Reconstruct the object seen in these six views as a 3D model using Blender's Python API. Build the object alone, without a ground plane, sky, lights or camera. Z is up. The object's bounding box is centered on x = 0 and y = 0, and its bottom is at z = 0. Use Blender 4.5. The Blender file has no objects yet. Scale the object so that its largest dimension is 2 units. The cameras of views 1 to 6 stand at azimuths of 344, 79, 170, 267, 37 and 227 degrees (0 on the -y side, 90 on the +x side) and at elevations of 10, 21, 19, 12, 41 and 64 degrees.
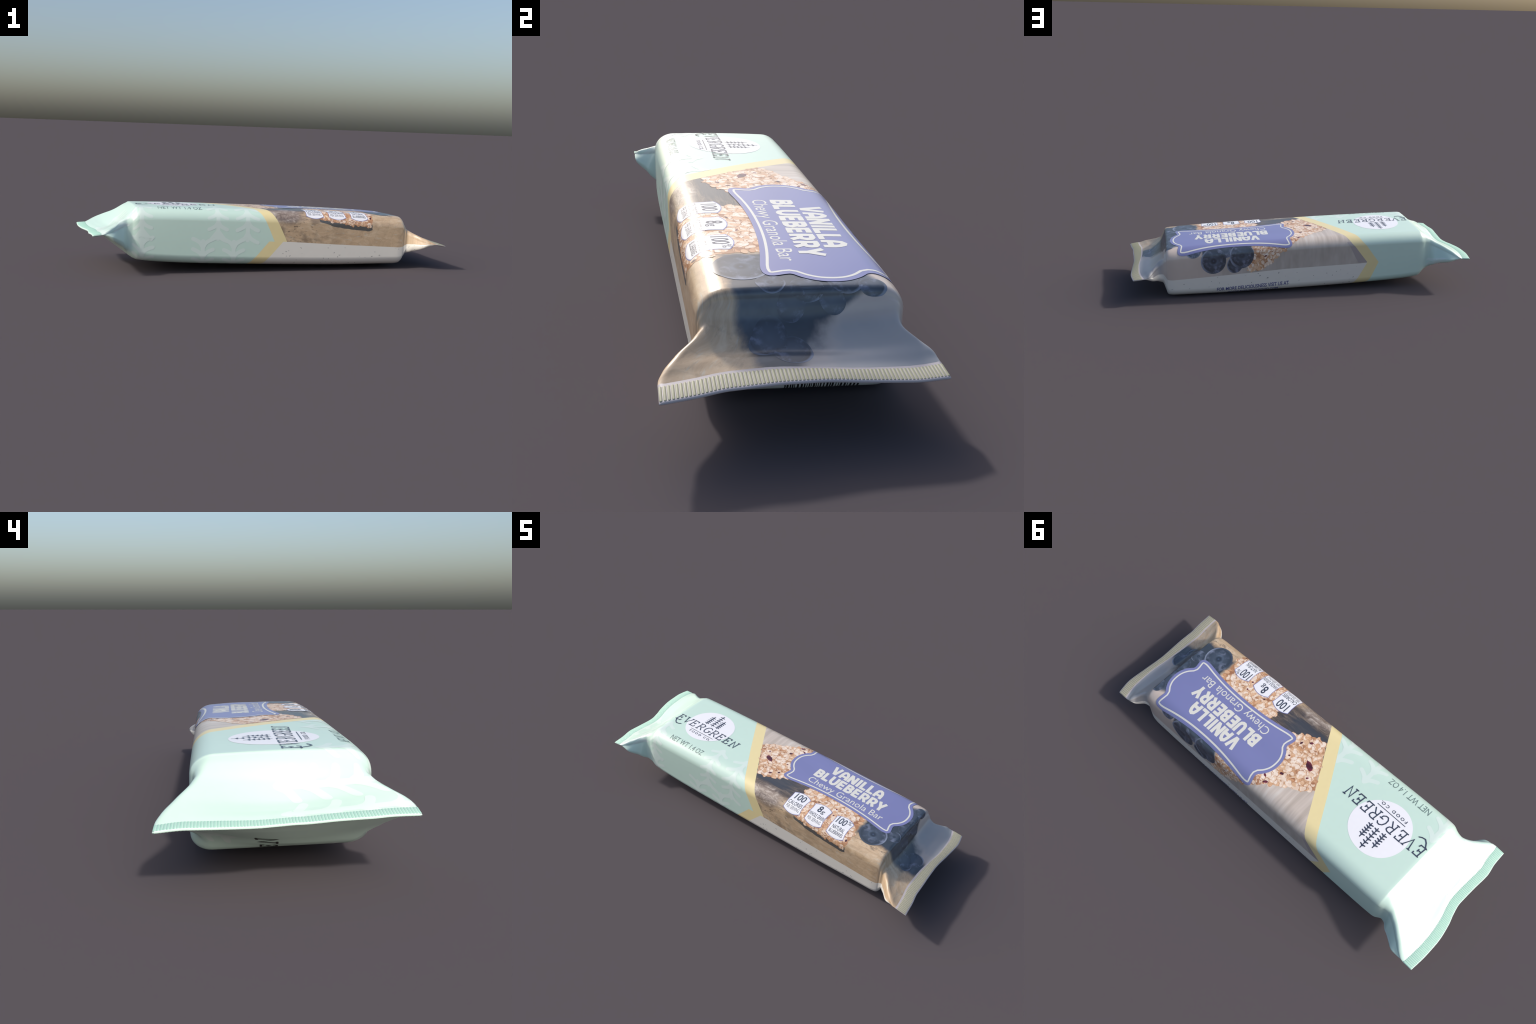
import math, random
import numpy as np

# ---------------------------------------------------------------- wrapper surface
# p runs along the bar (x of the loaf), q runs round it: 0 on the middle of the
# top, +q towards +y, -q towards -y, +-Q on the middle of the underside.
SEG = (0.180, 0.103, 0.175, 0.087, 0.190)      # top half, shoulder, side, heel, bottom half
Q = sum(SEG)
Q1, Q2, Q3, Q4 = np.cumsum(SEG)[:4]
QC = 0.372                                      # where photo meets paper on the sides

# station: p, x, centre y, half width, top z, bottom z, shoulder (y, z), heel (y, z),
# taper of the side wall towards the bottom, sag of the top, sag of the bottom
STATIONS = (
    (-0.940, -0.920, 0.000, 0.336, 0.2095, 0.2030, 0.020, 0.0030, 0.020, 0.0030, 0.000, 0.000, 0.000),
    (-0.925, -0.906, 0.000, 0.335, 0.218, 0.197, 0.026, 0.0095, 0.026, 0.0095, 0.001, 0.003, 0.003),
    (-0.900, -0.882, 0.000, 0.324, 0.234, 0.187, 0.028, 0.018, 0.024, 0.016, -0.010, 0.012, 0.010),
    (-0.865, -0.848, 0.000, 0.296, 0.254, 0.168, 0.030, 0.028, 0.028, 0.026, -0.030, 0.019, 0.020),
    (-0.815, -0.800, 0.000, 0.255, 0.282, 0.138, 0.030, 0.034, 0.034, 0.036, -0.030, 0.012, 0.028),
    (-0.785, -0.772, 0.000, 0.242, 0.301, 0.112, 0.034, 0.038, 0.040, 0.042, -0.012, 0.001, 0.024),
    (-0.762, -0.752, 0.000, 0.244, 0.314, 0.090, 0.044, 0.044, 0.048, 0.045, -0.002, -0.005, 0.014),
    (-0.735, -0.734, 0.000, 0.249, 0.3265, 0.072, 0.058, 0.051, 0.056, 0.050, 0.000, -0.006, 0.005),
    (-0.722, -0.723, 0.000, 0.251, 0.334, 0.064, 0.064, 0.054, 0.060, 0.050, 0.000, -0.006, 0.001),
    (-0.705, -0.707, 0.000, 0.252, 0.3355, 0.060, 0.064, 0.054, 0.060, 0.050, 0.000, -0.006, 0.001),
    (-0.600, -0.600, 0.001, 0.253, 0.335, 0.048, 0.064, 0.054, 0.060, 0.050, 0.000, -0.006, 0.000),
    (-0.300, -0.300, 0.006, 0.252, 0.329, 0.033, 0.064, 0.054, 0.060, 0.050, 0.000, -0.006, 0.000),
    (0.100, 0.100, 0.012, 0.251, 0.3175, 0.021, 0.064, 0.054, 0.060, 0.050, 0.000, -0.006, 0.000),
    (0.500, 0.500, 0.018, 0.251, 0.3015, 0.014, 0.064, 0.054, 0.060, 0.050, 0.000, -0.006, 0.000),
    (0.740, 0.740, 0.021, 0.251, 0.287, 0.014, 0.064, 0.054, 0.060, 0.050, 0.000, -0.006, 0.000),
    (0.770, 0.770, 0.021, 0.249, 0.284, 0.017, 0.063, 0.053, 0.058, 0.050, 0.000, -0.006, 0.000),
    (0.784, 0.782, 0.021, 0.247, 0.277, 0.027, 0.060, 0.050, 0.056, 0.049, 0.000, -0.004, 0.000),
    (0.800, 0.787, 0.021, 0.245, 0.264, 0.042, 0.054, 0.046, 0.050, 0.046, 0.000, 0.000, 0.001),
    (0.825, 0.794, 0.020, 0.245, 0.252, 0.060, 0.042, 0.042, 0.042, 0.042, 0.000, 0.005, 0.004),
    (0.852, 0.804, 0.018, 0.243, 0.232, 0.084, 0.032, 0.036, 0.034, 0.036, -0.002, 0.010, 0.008),
    (0.880, 0.826, 0.008, 0.252, 0.214, 0.097, 0.028, 0.032, 0.030, 0.034, -0.008, 0.016, 0.010),
    (0.925, 0.864, 0.002, 0.292, 0.190, 0.120, 0.026, 0.024, 0.024, 0.022, -0.010, 0.019, 0.010),
    (0.955, 0.893, 0.002, 0.316, 0.175, 0.136, 0.024, 0.015, 0.026, 0.018, 0.000, 0.010, 0.005),
    (0.975, 0.911, 0.000, 0.322, 0.164, 0.146, 0.020, 0.0080, 0.022, 0.0085, 0.001, 0.003, 0.002),
    (0.990, 0.925, 0.000, 0.323, 0.1575, 0.1510, 0.016, 0.0030, 0.016, 0.0030, 0.000, 0.000, 0.000),
)
P_MIN, P_MAX = STATIONS[0][0], STATIONS[-1][0]


def pchip(xs, ys, x):
    """Monotone cubic through control points (no overshoot at the sharp stations)."""
    xs, ys, x = np.asarray(xs, float), np.asarray(ys, float), np.clip(np.asarray(x, float), xs[0], xs[-1])
    h, d = np.diff(xs), np.diff(ys) / np.diff(xs)
    m = np.zeros_like(ys)
    m[0], m[-1] = d[0], d[-1]
    w1, w2 = 2 * h[1:] + h[:-1], h[1:] + 2 * h[:-1]
    same = d[1:] * d[:-1] > 0
    with np.errstate(divide="ignore", invalid="ignore"):
        m[1:-1] = np.where(same, (w1 + w2) / (w1 / d[:-1] + w2 / d[1:]), 0)
    i = np.clip(np.searchsorted(xs, x, side="right") - 1, 0, len(h) - 1)
    t = (x - xs[i]) / h[i]
    return ((1 + 2 * t) * (1 - t) ** 2) * ys[i] + t * (1 - t) ** 2 * h[i] * m[i] + t * t * (3 - 2 * t) * ys[i + 1] + t * t * (t - 1) * h[i] * m[i + 1]


# the crimped ends are not flat: they wave in plan and in height across y
MINT_Y = (-0.34, -0.27, -0.20, -0.12, -0.03, 0.03, 0.08, 0.18, 0.25, 0.34)
MINT_DX = (0.009, 0.006, -0.004, -0.000, 0.002, -0.009, -0.023, -0.036, -0.037, -0.031)
MINT_DZ = (0.014, 0.013, 0.010, 0.003, -0.006, -0.007, -0.006, -0.003, -0.003, -0.014)
BLUE_Y = (-0.33, -0.25, -0.17, -0.08, 0.01, 0.13, 0.23, 0.33)
BLUE_DX = (0.016, 0.007, -0.006, -0.006, -0.001, 0.011, 0.008, -0.015)
BLUE_DZ = (-0.003, 0.001, 0.005, 0.007, 0.004, -0.002, -0.009, -0.017)


def smooth(a, b, t):
    t = np.clip((t - a) / (b - a), 0, 1)
    return t * t * (3 - 2 * t)


def wave(p, x, y, z):
    """Bend the flat loaf: end waves plus the slight roll the pack lies with."""
    sm, sb = smooth(-0.77, -0.93, p), smooth(0.84, 0.985, p)
    x = x + sm * pchip(MINT_Y, MINT_DX, y) + sb * pchip(BLUE_Y, BLUE_DX, y)
    z = z + sm * pchip(MINT_Y, MINT_DZ, y) + sb * pchip(BLUE_Y, BLUE_DZ, y)
    return x, y, z


TAB = np.array(STATIONS).T


def surface(p, q):
    p, q = np.broadcast_arrays(np.asarray(p, float), np.asarray(q, float))
    x, cy, w, zt, zb, ty, tz, hy, hz, tap, sag_t, sag_b = (pchip(TAB[0], row, p) for row in TAB[1:])
    # the print sits square on the sides but is not shifted with the loaf on the top
    q = q - cy * (1 - smooth(Q1 - 0.02, Q2 + 0.05, np.abs(q)))
    a, sgn = np.abs(q), np.where(q < 0, -1.0, 1.0)
    ty, tz = ty * np.where(q < 0, 1.12, 1.0), tz * np.where(q < 0, 1.16, 1.0)
    loaf = smooth(-0.78, -0.70, p) * smooth(0.86, 0.77, p)
    wb = w - tap
    # five segments of the half section
    t1, t2, t3, t4, t5 = a / Q1, (a - Q1) / SEG[1] * math.pi / 2, (a - Q2) / SEG[2], (a - Q3) / SEG[3] * math.pi / 2, (a - Q4) / SEG[4]
    y = np.where(a < Q1, t1 * (w - ty), np.where(a < Q2, w - ty + ty * np.sin(t2), np.where(a < Q3, w + (wb - w) * t3, np.where(a < Q4, wb - hy + hy * np.cos(t4), (wb - hy) * (1 - t5)))))
    z = np.where(a < Q1, zt, np.where(a < Q2, zt - tz + tz * np.cos(t2), np.where(a < Q3, zt - tz + (zb + hz - zt + tz) * t3, np.where(a < Q4, zb + hz - hz * np.sin(t4), zb))))
    side = np.where((a > Q1) & (a < Q4), np.sin(np.clip((a - Q1) / (Q4 - Q1), 0, 1) * math.pi), 0)
    y = y + 0.003 * loaf * side
    bow = 1 - np.clip(y / w, 0, 1) ** 2
    z = z - sag_t * bow * np.where(a < Q1, 1.0, np.where(a < Q2, np.clip((z - zt + tz) / tz, 0, 1), 0.0))
    z = z - sag_b * bow * np.where(a > Q4, 1.0, np.where(a > Q3, np.sin(np.clip(t4, 0, math.pi / 2)), 0.0))
    y = y * sgn + cy + 0.002 * loaf
    x, y, z = wave(p, x, y, z)
    low = smooth(Q3 - 0.10, Q4, a)
    z = z - (0.034 + 0.014 * low) * y * loaf
    return np.stack([x, y, z], -1)


def normal(p, q):
    e = 1e-3
    p, q = np.broadcast_arrays(np.asarray(p, float), np.asarray(q, float))
    dp = surface(np.minimum(p + e, P_MAX), q) - surface(np.maximum(p - e, P_MIN), q)
    wrap = lambda v: np.where(v > Q, v - 2 * Q, np.where(v < -Q, v + 2 * Q, v))
    dq = surface(p, wrap(q + e)) - surface(p, wrap(q - e))
    n = np.cross(dp, dq)
    return n / np.maximum(np.linalg.norm(n, axis=-1, keepdims=True), 1e-12)

import bpy
import bmesh
from mathutils import Vector

rng = random.Random(7)

# ------------------------------------------------------------------ materials
def lin(hexcol):
    c = [int(hexcol[i:i + 2], 16) / 255 for i in (0, 2, 4)]
    return tuple(v / 12.92 if v <= 0.04045 else ((v + 0.055) / 1.055) ** 2.4 for v in c) + (1.0,)


class Mat:
    """Small helper for writing node materials."""

    def __init__(self, name, rough=0.34, spec=0.5, coat=0.0, ior=1.85):
        self.m = bpy.data.materials.new(name)
        self.m.use_nodes = True
        self.t = self.m.node_tree
        self.b = self.t.nodes["Principled BSDF"]
        self.b.inputs["Roughness"].default_value = rough
        self.b.inputs["Specular IOR Level"].default_value = spec
        self.b.inputs["IOR"].default_value = ior
        self.b.inputs["Coat Weight"].default_value = coat
        self.b.inputs["Coat Roughness"].default_value = 0.44
        self.obj = self.new("ShaderNodeTexCoord").outputs["Object"]

    def new(self, kind, **kw):
        n = self.t.nodes.new(kind)
        for k, v in kw.items():
            setattr(n, k, v)
        return n

    def put(self, sock, v):
        if isinstance(v, bpy.types.NodeSocket):
            self.t.links.new(v, sock)
        else:
            sock.default_value = v

    def math(self, op, a, b=0.0, c=0.0, clamp=False):
        n = self.new("ShaderNodeMath", operation=op, use_clamp=clamp)
        for s, v in zip(n.inputs, (a, b, c)):
            self.put(s, v)
        return n.outputs[0]

    def add(self, a, b): return self.math("ADD", a, b)
    def sub(self, a, b): return self.math("SUBTRACT", a, b)
    def mul(self, a, b): return self.math("MULTIPLY", a, b)
    def mx(self, a, b): return self.math("MAXIMUM", a, b)
    def mn(self, a, b): return self.math("MINIMUM", a, b)

    def step(self, v, lo, hi, a=0.0, b=1.0):
        n = self.new("ShaderNodeMapRange", interpolation_type="SMOOTHSTEP")
        for s, x in zip(n.inputs[:5], (v, lo, hi, a, b)):
            self.put(s, x)
        return n.outputs[0]

    def split(self, v):
        n = self.new("ShaderNodeSeparateXYZ")
        self.put(n.inputs[0], v)
        return n.outputs

    def vec(self, x, y, z=0.0):
        n = self.new("ShaderNodeCombineXYZ")
        for s, v in zip(n.inputs, (x, y, z)):
            self.put(s, v)
        return n.outputs[0]

    def noise(self, v, scale, detail=3.0, rough=0.55, dist=0.0):
        n = self.new("ShaderNodeTexNoise")
        self.put(n.inputs["Vector"], v)
        n.inputs["Scale"].default_value = scale
        n.inputs["Detail"].default_value = detail
        n.inputs["Roughness"].default_value = rough
        n.inputs["Distortion"].default_value = dist
        return n.outputs["Fac"]

    def voronoi(self, v, scale, feature="F1", out="Distance", rand=1.0):
        n = self.new("ShaderNodeTexVoronoi", feature=feature)
        self.put(n.inputs["Vector"], v)
        n.inputs["Scale"].default_value = scale
        n.inputs["Randomness"].default_value = rand
        return n.outputs[out]

    def stretch(self, v, x, y, z=1.0, rot=0.0):
        n = self.new("ShaderNodeMapping")
        self.put(n.inputs["Vector"], v)
        n.inputs["Scale"].default_value = (x, y, z)
        n.inputs["Rotation"].default_value = (0, 0, rot)
        return n.outputs[0]

    def mix(self, f, a, b, blend="MIX"):
        n = self.new("ShaderNodeMix", data_type="RGBA", blend_type=blend)
        self.put(n.inputs[0], f)
        self.put(n.inputs[6], a)
        self.put(n.inputs[7], b)
        return n.outputs[2]

    def ramp(self, f, *stops):
        n = self.new("ShaderNodeValToRGB")
        self.put(n.inputs[0], f)
        e = n.color_ramp.elements
        while len(e) < len(stops):
            e.new(0.5)
        for el, (pos, col) in zip(e, stops):
            el.position, el.color = pos, col
        return n.outputs[0]

    def print_uv(self):
        """Unrolled print coordinates (along, round) from the object position."""
        x, y, z = self.split(self.obj)
        top = self.sub(self.sub(0.3235, self.mul(x, 0.045)), self.mul(y, 0.036))
        drop = self.mul(self.mx(self.sub(top, z), 0.0), 0.93)
        sgn = self.mx(self.mn(self.mul(y, 6.5), 1.0), -1.0)
        flare = self.step(x, 0.785, 0.93)                  # the film spreads towards the crimp
        drop = self.mul(drop, self.step(x, 0.80, 0.77))
        return x, self.add(self.mul(y, self.sub(1.0, self.mul(flare, 0.38))), self.mul(sgn, drop))

    def color(self, c):
        self.put(self.b.inputs["Base Color"], c)
        return self.m

    def bump(self, h, dist=0.001, strength=0.4):
        n = self.new("ShaderNodeBump")
        n.inputs["Distance"].default_value = dist
        n.inputs["Strength"].default_value = strength
        self.put(n.inputs["Height"], h)
        self.put(self.b.inputs["Normal"], n.outputs[0])


def ink(name, col, col2=None, rough=0.30, scale=40.0, **kw):
    """Printed ink: one colour with a faint uneven lay-down."""
    m = Mat(name, rough, **kw)
    a = lin(col)
    b = lin(col2) if col2 else tuple(v * 0.94 for v in a[:3]) + (1.0,)
    return m.color(m.mix(m.noise(m.obj, scale, 2.0), a, b))


MINT, MINT2 = "cce6d8", "c9e3d5"
mat_mint = ink("mint_film", MINT, MINT2, 0.30)
mat_yellow = ink("yellow_ink", "eddda6", "ead9a1", 0.30)
mat_paper = ink("paper_white_film", "e7e3d9", "e3dfd5", 0.30)
mat_tree = ink("pale_tree_ink", "d9eae1", "d6e7de", 0.30)
mat_slate = ink("slate_ink", "3b4355", "363e50", 0.30)
mat_grey = ink("grey_ink", "70857f", "6b807a", 0.30)
mat_disc = ink("emblem_white_ink", "f3f3f7", "efeff3", 0.30)
mat_cream = ink("cream_ink", "e2e1d8", "dedcd3", 0.30)
mat_badge = ink("badge_white_ink", "f3f3f7", "efeff3", 0.30)
mat_indigo = ink("indigo_ink", "4b4f8c", "474b86", 0.30)
mat_rim = ink("badge_violet_ink", "7b7fb8", "767ab2", 0.30)
mat_black = ink("black_ink", "24211f", "1e1c1b", 0.30)
mat_speck = ink("speck_ink", "55585c", "4a4d52", 0.4)
mat_lilac = ink("lilac_film", "aaa6ae", "a5a1a9", 0.28)


def make_label():
    m = Mat("violet_ink", 0.30)
    x, y, z = m.split(m.obj)
    r = m.noise(m.stretch(m.obj, 1, 2), 4.0, 1.0)
    return m.color(m.mix(r, lin("777bab"), lin("8084b6")))


mat_violet = make_label()


def make_fin(name, base, dark):
    m = Mat(name, 0.5, ior=1.5)
    f = m.noise(m.obj, 60.0, 3.0)
    return m.color(m.mix(f, lin(base), lin(dark)))


mat_fin_mint = make_fin("mint_crimp_film", "cfe6dc", "c9e2d7")
mat_rib_mint = make_fin("mint_crimp_rib", "b2dbc8", "acd5c2")
mat_fin_blue = make_fin("lilac_crimp_film", "c2b9b9", "bbb3b5")
mat_rib_blue = make_fin("beige_crimp_rib", "a5a388", "9d9b82")


def make_photo():
    """Photo print: tan table, pale blurred boards, driftwood, navy fruit shadow."""
    m = Mat("photo_print", 0.30)
    u0, v0 = m.print_uv()
    raw = m.vec(u0, v0)
    wob = m.noise(raw, 16.0, 4.0, 0.6)
    wob2 = m.noise(m.stretch(raw, 1, 1, 1, 1.0), 23.0, 4.0, 0.6)
    u = m.add(u0, m.mul(m.sub(wob, 0.5), 0.035))
    v = m.add(v0, m.mul(m.sub(wob2, 0.5), 0.035))
    # tan table top: curved grain, pale scratches, dark pits
    grain = m.noise(m.stretch(raw, 9, 17, 1, 0.45), 1.6, 6.0, 0.65, 0.9)
    tan = m.ramp(grain, (0.25, lin("ad9274")), (0.5, lin("c7ac8b")), (0.75, lin("d9c4a7")))
    fleck = m.noise(m.stretch(raw, 12, 60, 1, -0.9), 1.4, 3.0, 0.6)
    tan = m.mix(m.step(fleck, 0.58, 0.74, 0.0, 0.65), tan, lin("c3c4ba"))
    pit = m.noise(m.stretch(raw, 22, 40, 1, 0.3), 1.5, 4.0, 0.7)
    pitzone = m.step(u, 0.34, 0.12)
    tan = m.mix(m.mul(m.step(pit, 0.56, 0.66), m.add(0.16, m.mul(pitzone, 0.75))), tan, lin("51463b"))
    # darker, pitted zone on the left and curved plank lines on the right
    blot = m.mul(m.step(m.noise(m.stretch(raw, 8, 13, 1, 0.3), 1.3, 4.0, 0.6), 0.44, 0.62), m.step(u, 0.46, 0.20))
    tan = m.mix(m.mul(blot, 0.75), tan, lin("7d6a56"))
    bend = m.add(u0, m.mul(m.mul(v0, v0), 0.7))
    line = m.step(m.math("ABSOLUTE", m.math("SINE", m.add(m.mul(bend, 62.0), m.mul(wob, 3.0)))), 0.22, 0.0)
    tan = m.mix(m.mul(m.mul(line, m.step(u0, 0.48, 0.62)), 0.16), tan, lin("8b7760"))
    # pale blurred boards behind
    board = m.noise(m.stretch(raw, 30, 2.2, 1, 0.12), 1.2, 3.0, 0.5)
    pale = m.ramp(board, (0.3, lin("b5a89b")), (0.55, lin("cec1b5")), (0.75, lin("ddd7cf")))
    shade = m.step(v0, 0.235, 0.31)
    cool = m.ramp(m.noise(m.stretch(raw, 14, 6, 1, 0.5), 1.0, 3.0), (0.3, lin("a0988e")), (0.7, lin("c4bcb4")))
    pale = m.mix(m.mul(shade, 0.75), pale, cool)
    pink = m.mix(m.noise(raw, 9.0, 3.0), lin("c9b7aa"), lin("d7c8bd"))
    pale = m.mix(m.mul(m.step(u0, 0.40, 0.62), 0.85), pale, pink)
    col = m.mix(m.step(v, -0.06, 0.02), tan, pale)
    # weathered driftwood at the left of the near side
    streak = m.noise(m.stretch(raw, 6, 38, 1, -0.35), 1.5, 5.0, 0.65, 1.6)
    drift = m.ramp(streak, (0.32, lin("2f3036")), (0.5, lin("594e45")), (0.62, lin("7d6d5c")), (0.75, lin("a89a8b")))
    edge = m.add(-0.205, m.mul(m.step(u0, 0.02, 0.26), 0.03))
    dm = m.mul(m.mul(m.step(v, m.sub(edge, 0.025), m.add(edge, 0.02)), m.step(u, 0.34, 0.27)), m.step(v, 0.02, -0.03))
    col = m.mix(dm, col, drift)
    knot_r = m.new("ShaderNodeVectorMath", operation="LENGTH")
    m.put(knot_r.inputs[0], m.vec(m.mul(m.sub(u, 0.075), 0.9), m.mul(m.add(v, 0.235), 1.25)))
    knot = m.ramp(m.noise(m.stretch(raw, 1.0, 1.4, 1, 0.5), 22.0, 6.0, 0.7, 1.2), (0.3, lin("55483f")), (0.5, lin("8c7c70")), (0.68, lin("c4b9ad")))
    col = m.mix(m.step(knot_r.outputs["Value"], 0.115, 0.060), col, knot)
    deep = m.mul(m.mul(m.step(v, -0.165, -0.13), m.step(v, -0.04, -0.085)), m.step(u, 0.25, 0.1))
    col = m.mix(m.mul(deep, 0.8), col, lin("3a4049"))
    # navy fruit shadow on the right and over the crimped end
    low = m.add(-0.165, m.mul(m.step(u0, 0.76, 0.93), 0.085))
    high = m.sub(m.sub(m.sub(0.225, m.mul(m.step(u0, 0.775, 0.81), 0.12)), m.mul(m.step(u0, 0.81, 0.92), 0.075)), m.mul(m.sub(m.noise(m.stretch(raw, 5, 5), 2.0, 2.0), 0.5), 0.12))
    navy = m.mul(m.mul(m.step(v, low, m.add(low, 0.028)), m.step(v, high, m.sub(high, 0.05))), m.step(u, 0.575, 0.60))
    nv = m.ramp(m.noise(m.stretch(raw, 9, 5, 1, 0.6), 1.5, 4.0), (0.3, lin("2c323a")), (0.55, lin("3c4651")), (0.75, lin("5b6672")))
    col = m.mix(navy, col, nv)
    haze = m.mul(m.step(u0, 0.785, 0.83), m.step(v, m.sub(high, 0.045), m.add(high, 0.015)))
    hz = m.mix(m.noise(m.stretch(raw, 5, 8), 1.0, 3.0), lin("9c9c9e"), lin("aeacac"))
    col = m.mix(m.mul(haze, m.step(v0, 0.40, 0.30)), col, hz)
    # navy under the fruit on the far shoulder
    far = m.mul(m.mul(m.step(u, 0.295, 0.31), m.step(u, 0.60, 0.575)), m.mul(m.step(v, 0.15, 0.17), m.step(v, 0.315, 0.295)))
    col = m.mix(far, col, nv)
    # splintered near rim of the table beside the fruit
    rim = m.mul(m.mul(m.step(v, -0.215, -0.19), m.step(v, -0.15, -0.172)), m.step(u, 0.58, 0.64))
    spl = m.noise(m.stretch(raw, 26, 60, 1, -0.25), 1.5, 4.0, 0.7)
    col = m.mix(m.mul(m.mul(rim, m.step(u0, 0.80, 0.76)), m.mul(m.step(spl, 0.5, 0.66), 0.8)), col, lin("5b4f45"))
    return m.color(col)


mat_photo = make_photo()


def make_oat(name, a, b, c):
    m = Mat(name, 0.30)
    n = m.noise(m.obj, 55.0, 3.0, 0.6)
    patch = m.noise(m.obj, 15.0, 2.0, 0.5)                  # broad darker, deeper-toned patches
    n = m.sub(n, m.mul(m.step(patch, 0.46, 0.66), 0.30))
    return m.color(m.ramp(n, (0.30, lin(a)), (0.5, lin(b)), (0.70, lin(c))))


mat_slab = make_oat("granola_syrup_print", "b18058", "d0a680", "e3c3a2")
mat_oats = [
    make_oat("oat_print", "dab28c", "e9caac", "f2dfca"),
    make_oat("toasted_oat_print", "cb986d", "dcaf87", "e7c5a4"),
    make_oat("pale_crisp_print", "e4cab2", "f0dcc9", "f6e9da"),
    make_oat("brown_oat_print", "a5714d", "c08e67", "d3a883"),
]
mat_oat_light = make_oat("oat_highlight_print", "ecd4bd", "f4e2d0", "f9efe3")
mat_fruit = make_oat("dried_fruit_print", "451320", "6b1f2e", "8c3a45")


def make_berry():
    """Blueberry print: navy skin, dusty bloom, pale rim and a ringed crown."""
    m = Mat("blueberry_print", 0.30)
    ln = m.new("ShaderNodeVectorMath", operation="LENGTH")
    m.put(ln.inputs[0], m.obj)
    ri = m.new("ShaderNodeAttribute", attribute_type="OBJECT", attribute_name='["radius"]').outputs["Fac"]
    r = m.math("DIVIDE", ln.outputs["Value"], ri)
    n = m.noise(m.obj, 24.0, 4.0, 0.62, 0.3)
    skin = m.ramp(r, (0.0, lin("4a5462")), (0.55, lin("3f4957")), (0.85, lin("323a45")), (1.0, lin("414b58")))
    bloom = m.mul(m.step(n, 0.46, 0.74), m.step(r, 0.25, 0.60))
    col = m.mix(m.mul(bloom, 0.85), skin, lin("8089a0"))
    x, y, z = m.split(m.obj)
    sidelit = m.step(m.math("DIVIDE", m.add(x, m.mul(y, 0.4)), ri), 0.1, 0.9)
    rim = m.mul(m.step(r, 0.84, 0.97), m.add(0.04, m.mul(sidelit, 0.7)))  # rim light painted into the skin colour, mostly on the +x side
    col = m.mix(rim, col, lin("8f99ae"))
    crown = m.new("ShaderNodeAttribute", attribute_type="OBJECT", attribute_name='["crown"]').outputs["Fac"]
    ring = m.step(m.math("ABSOLUTE", m.sub(m.add(r, m.mul(m.sub(n, 0.5), 0.14)), 0.33)), 0.10, 0.03)
    col = m.mix(m.mul(m.mul(ring, 0.40), m.mul(crown, m.step(n, 0.40, 0.60))), col, lin("66778f"))
    col = m.mix(m.mul(crown, m.step(r, 0.30, 0.12)), col, lin("2a3442"))
    col = m.mix(m.mul(crown, m.mul(m.step(r, 0.09, 0.04), 0.5)), col, lin("50607a"))
    return m.color(col)


mat_berry = make_berry()

# ------------------------------------------------------------- scene assembly
root = bpy.data.objects.new("granola_bar", None)
bpy.context.scene.collection.objects.link(root)
root["label"] = "mint and photo printed granola bar wrapper with crimped ends"
root["category"] = "snack bar"


def add_object(name, verts, faces, mats, parent, normals=None, face_mats=None, origin=None, kind=None):
    o0 = Vector(origin) if origin is not None else Vector((0, 0, 0))
    me = bpy.data.meshes.new(name)
    me.from_pydata([tuple(Vector(v) - o0) for v in verts], [], faces)
    for mt in mats:
        me.materials.append(mt)
    if face_mats is not None:
        me.polygons.foreach_set("material_index", face_mats)
    me.polygons.foreach_set("use_smooth", [True] * len(me.polygons))
    me.update()
    if normals is not None:
        me.normals_split_custom_set_from_vertices([tuple(n) for n in normals])
    o = bpy.data.objects.new(name, me)
    bpy.context.scene.collection.objects.link(o)
    if parent is not None:
        o.parent = parent
        world = Vector((0, 0, 0))
        q = parent
        while q is not None:
            world += q.location
            q = q.parent
        o.location = o0 - world
    if kind:
        o["kind"] = kind
    return o


# ------------------------------------------------------- print regions of film
M_TOP = ((-0.3785, 0.010), (-0.23, -0.062), (0.25, -0.356), (0.3785, -0.459))
P_TOP = ((-0.3785, 0.081), (-0.22, -0.001), (0.26, -0.292), (0.3785, -0.388))
M_BACK = ((-Q, -0.258), (-0.474, -0.104), (-0.3785, -0.020)), ((0.3785, -0.459), (0.483, -0.406), (Q, -0.258))
P_BACK = ((-Q, -0.178), (-0.472, -0.025), (-0.3785, 0.059)), ((0.3785, -0.388), (0.482, -0.322), (Q, -0.178))
PAPER_EDGE = ((-0.50, 0.378), (0.10, 0.379), (0.775, 0.402), (P_MAX, 0.412))


def along(poly, t, i=0, j=1):
    return float(np.interp(t, [a[i] for a in poly], [a[j] for a in poly]))


def region(p, q):
    a = abs(q)
    front = a < along(PAPER_EDGE, p)
    if front:
        if p < along(M_TOP, q):
            return "mint"
        return "yellow" if p < along(P_TOP, q) else "photo"
    half = 0 if q < 0 else 1
    if p < along(M_BACK[half], q):
        return "mint"
    return "yellow" if p < along(P_BACK[half], q) else "paper"


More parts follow.
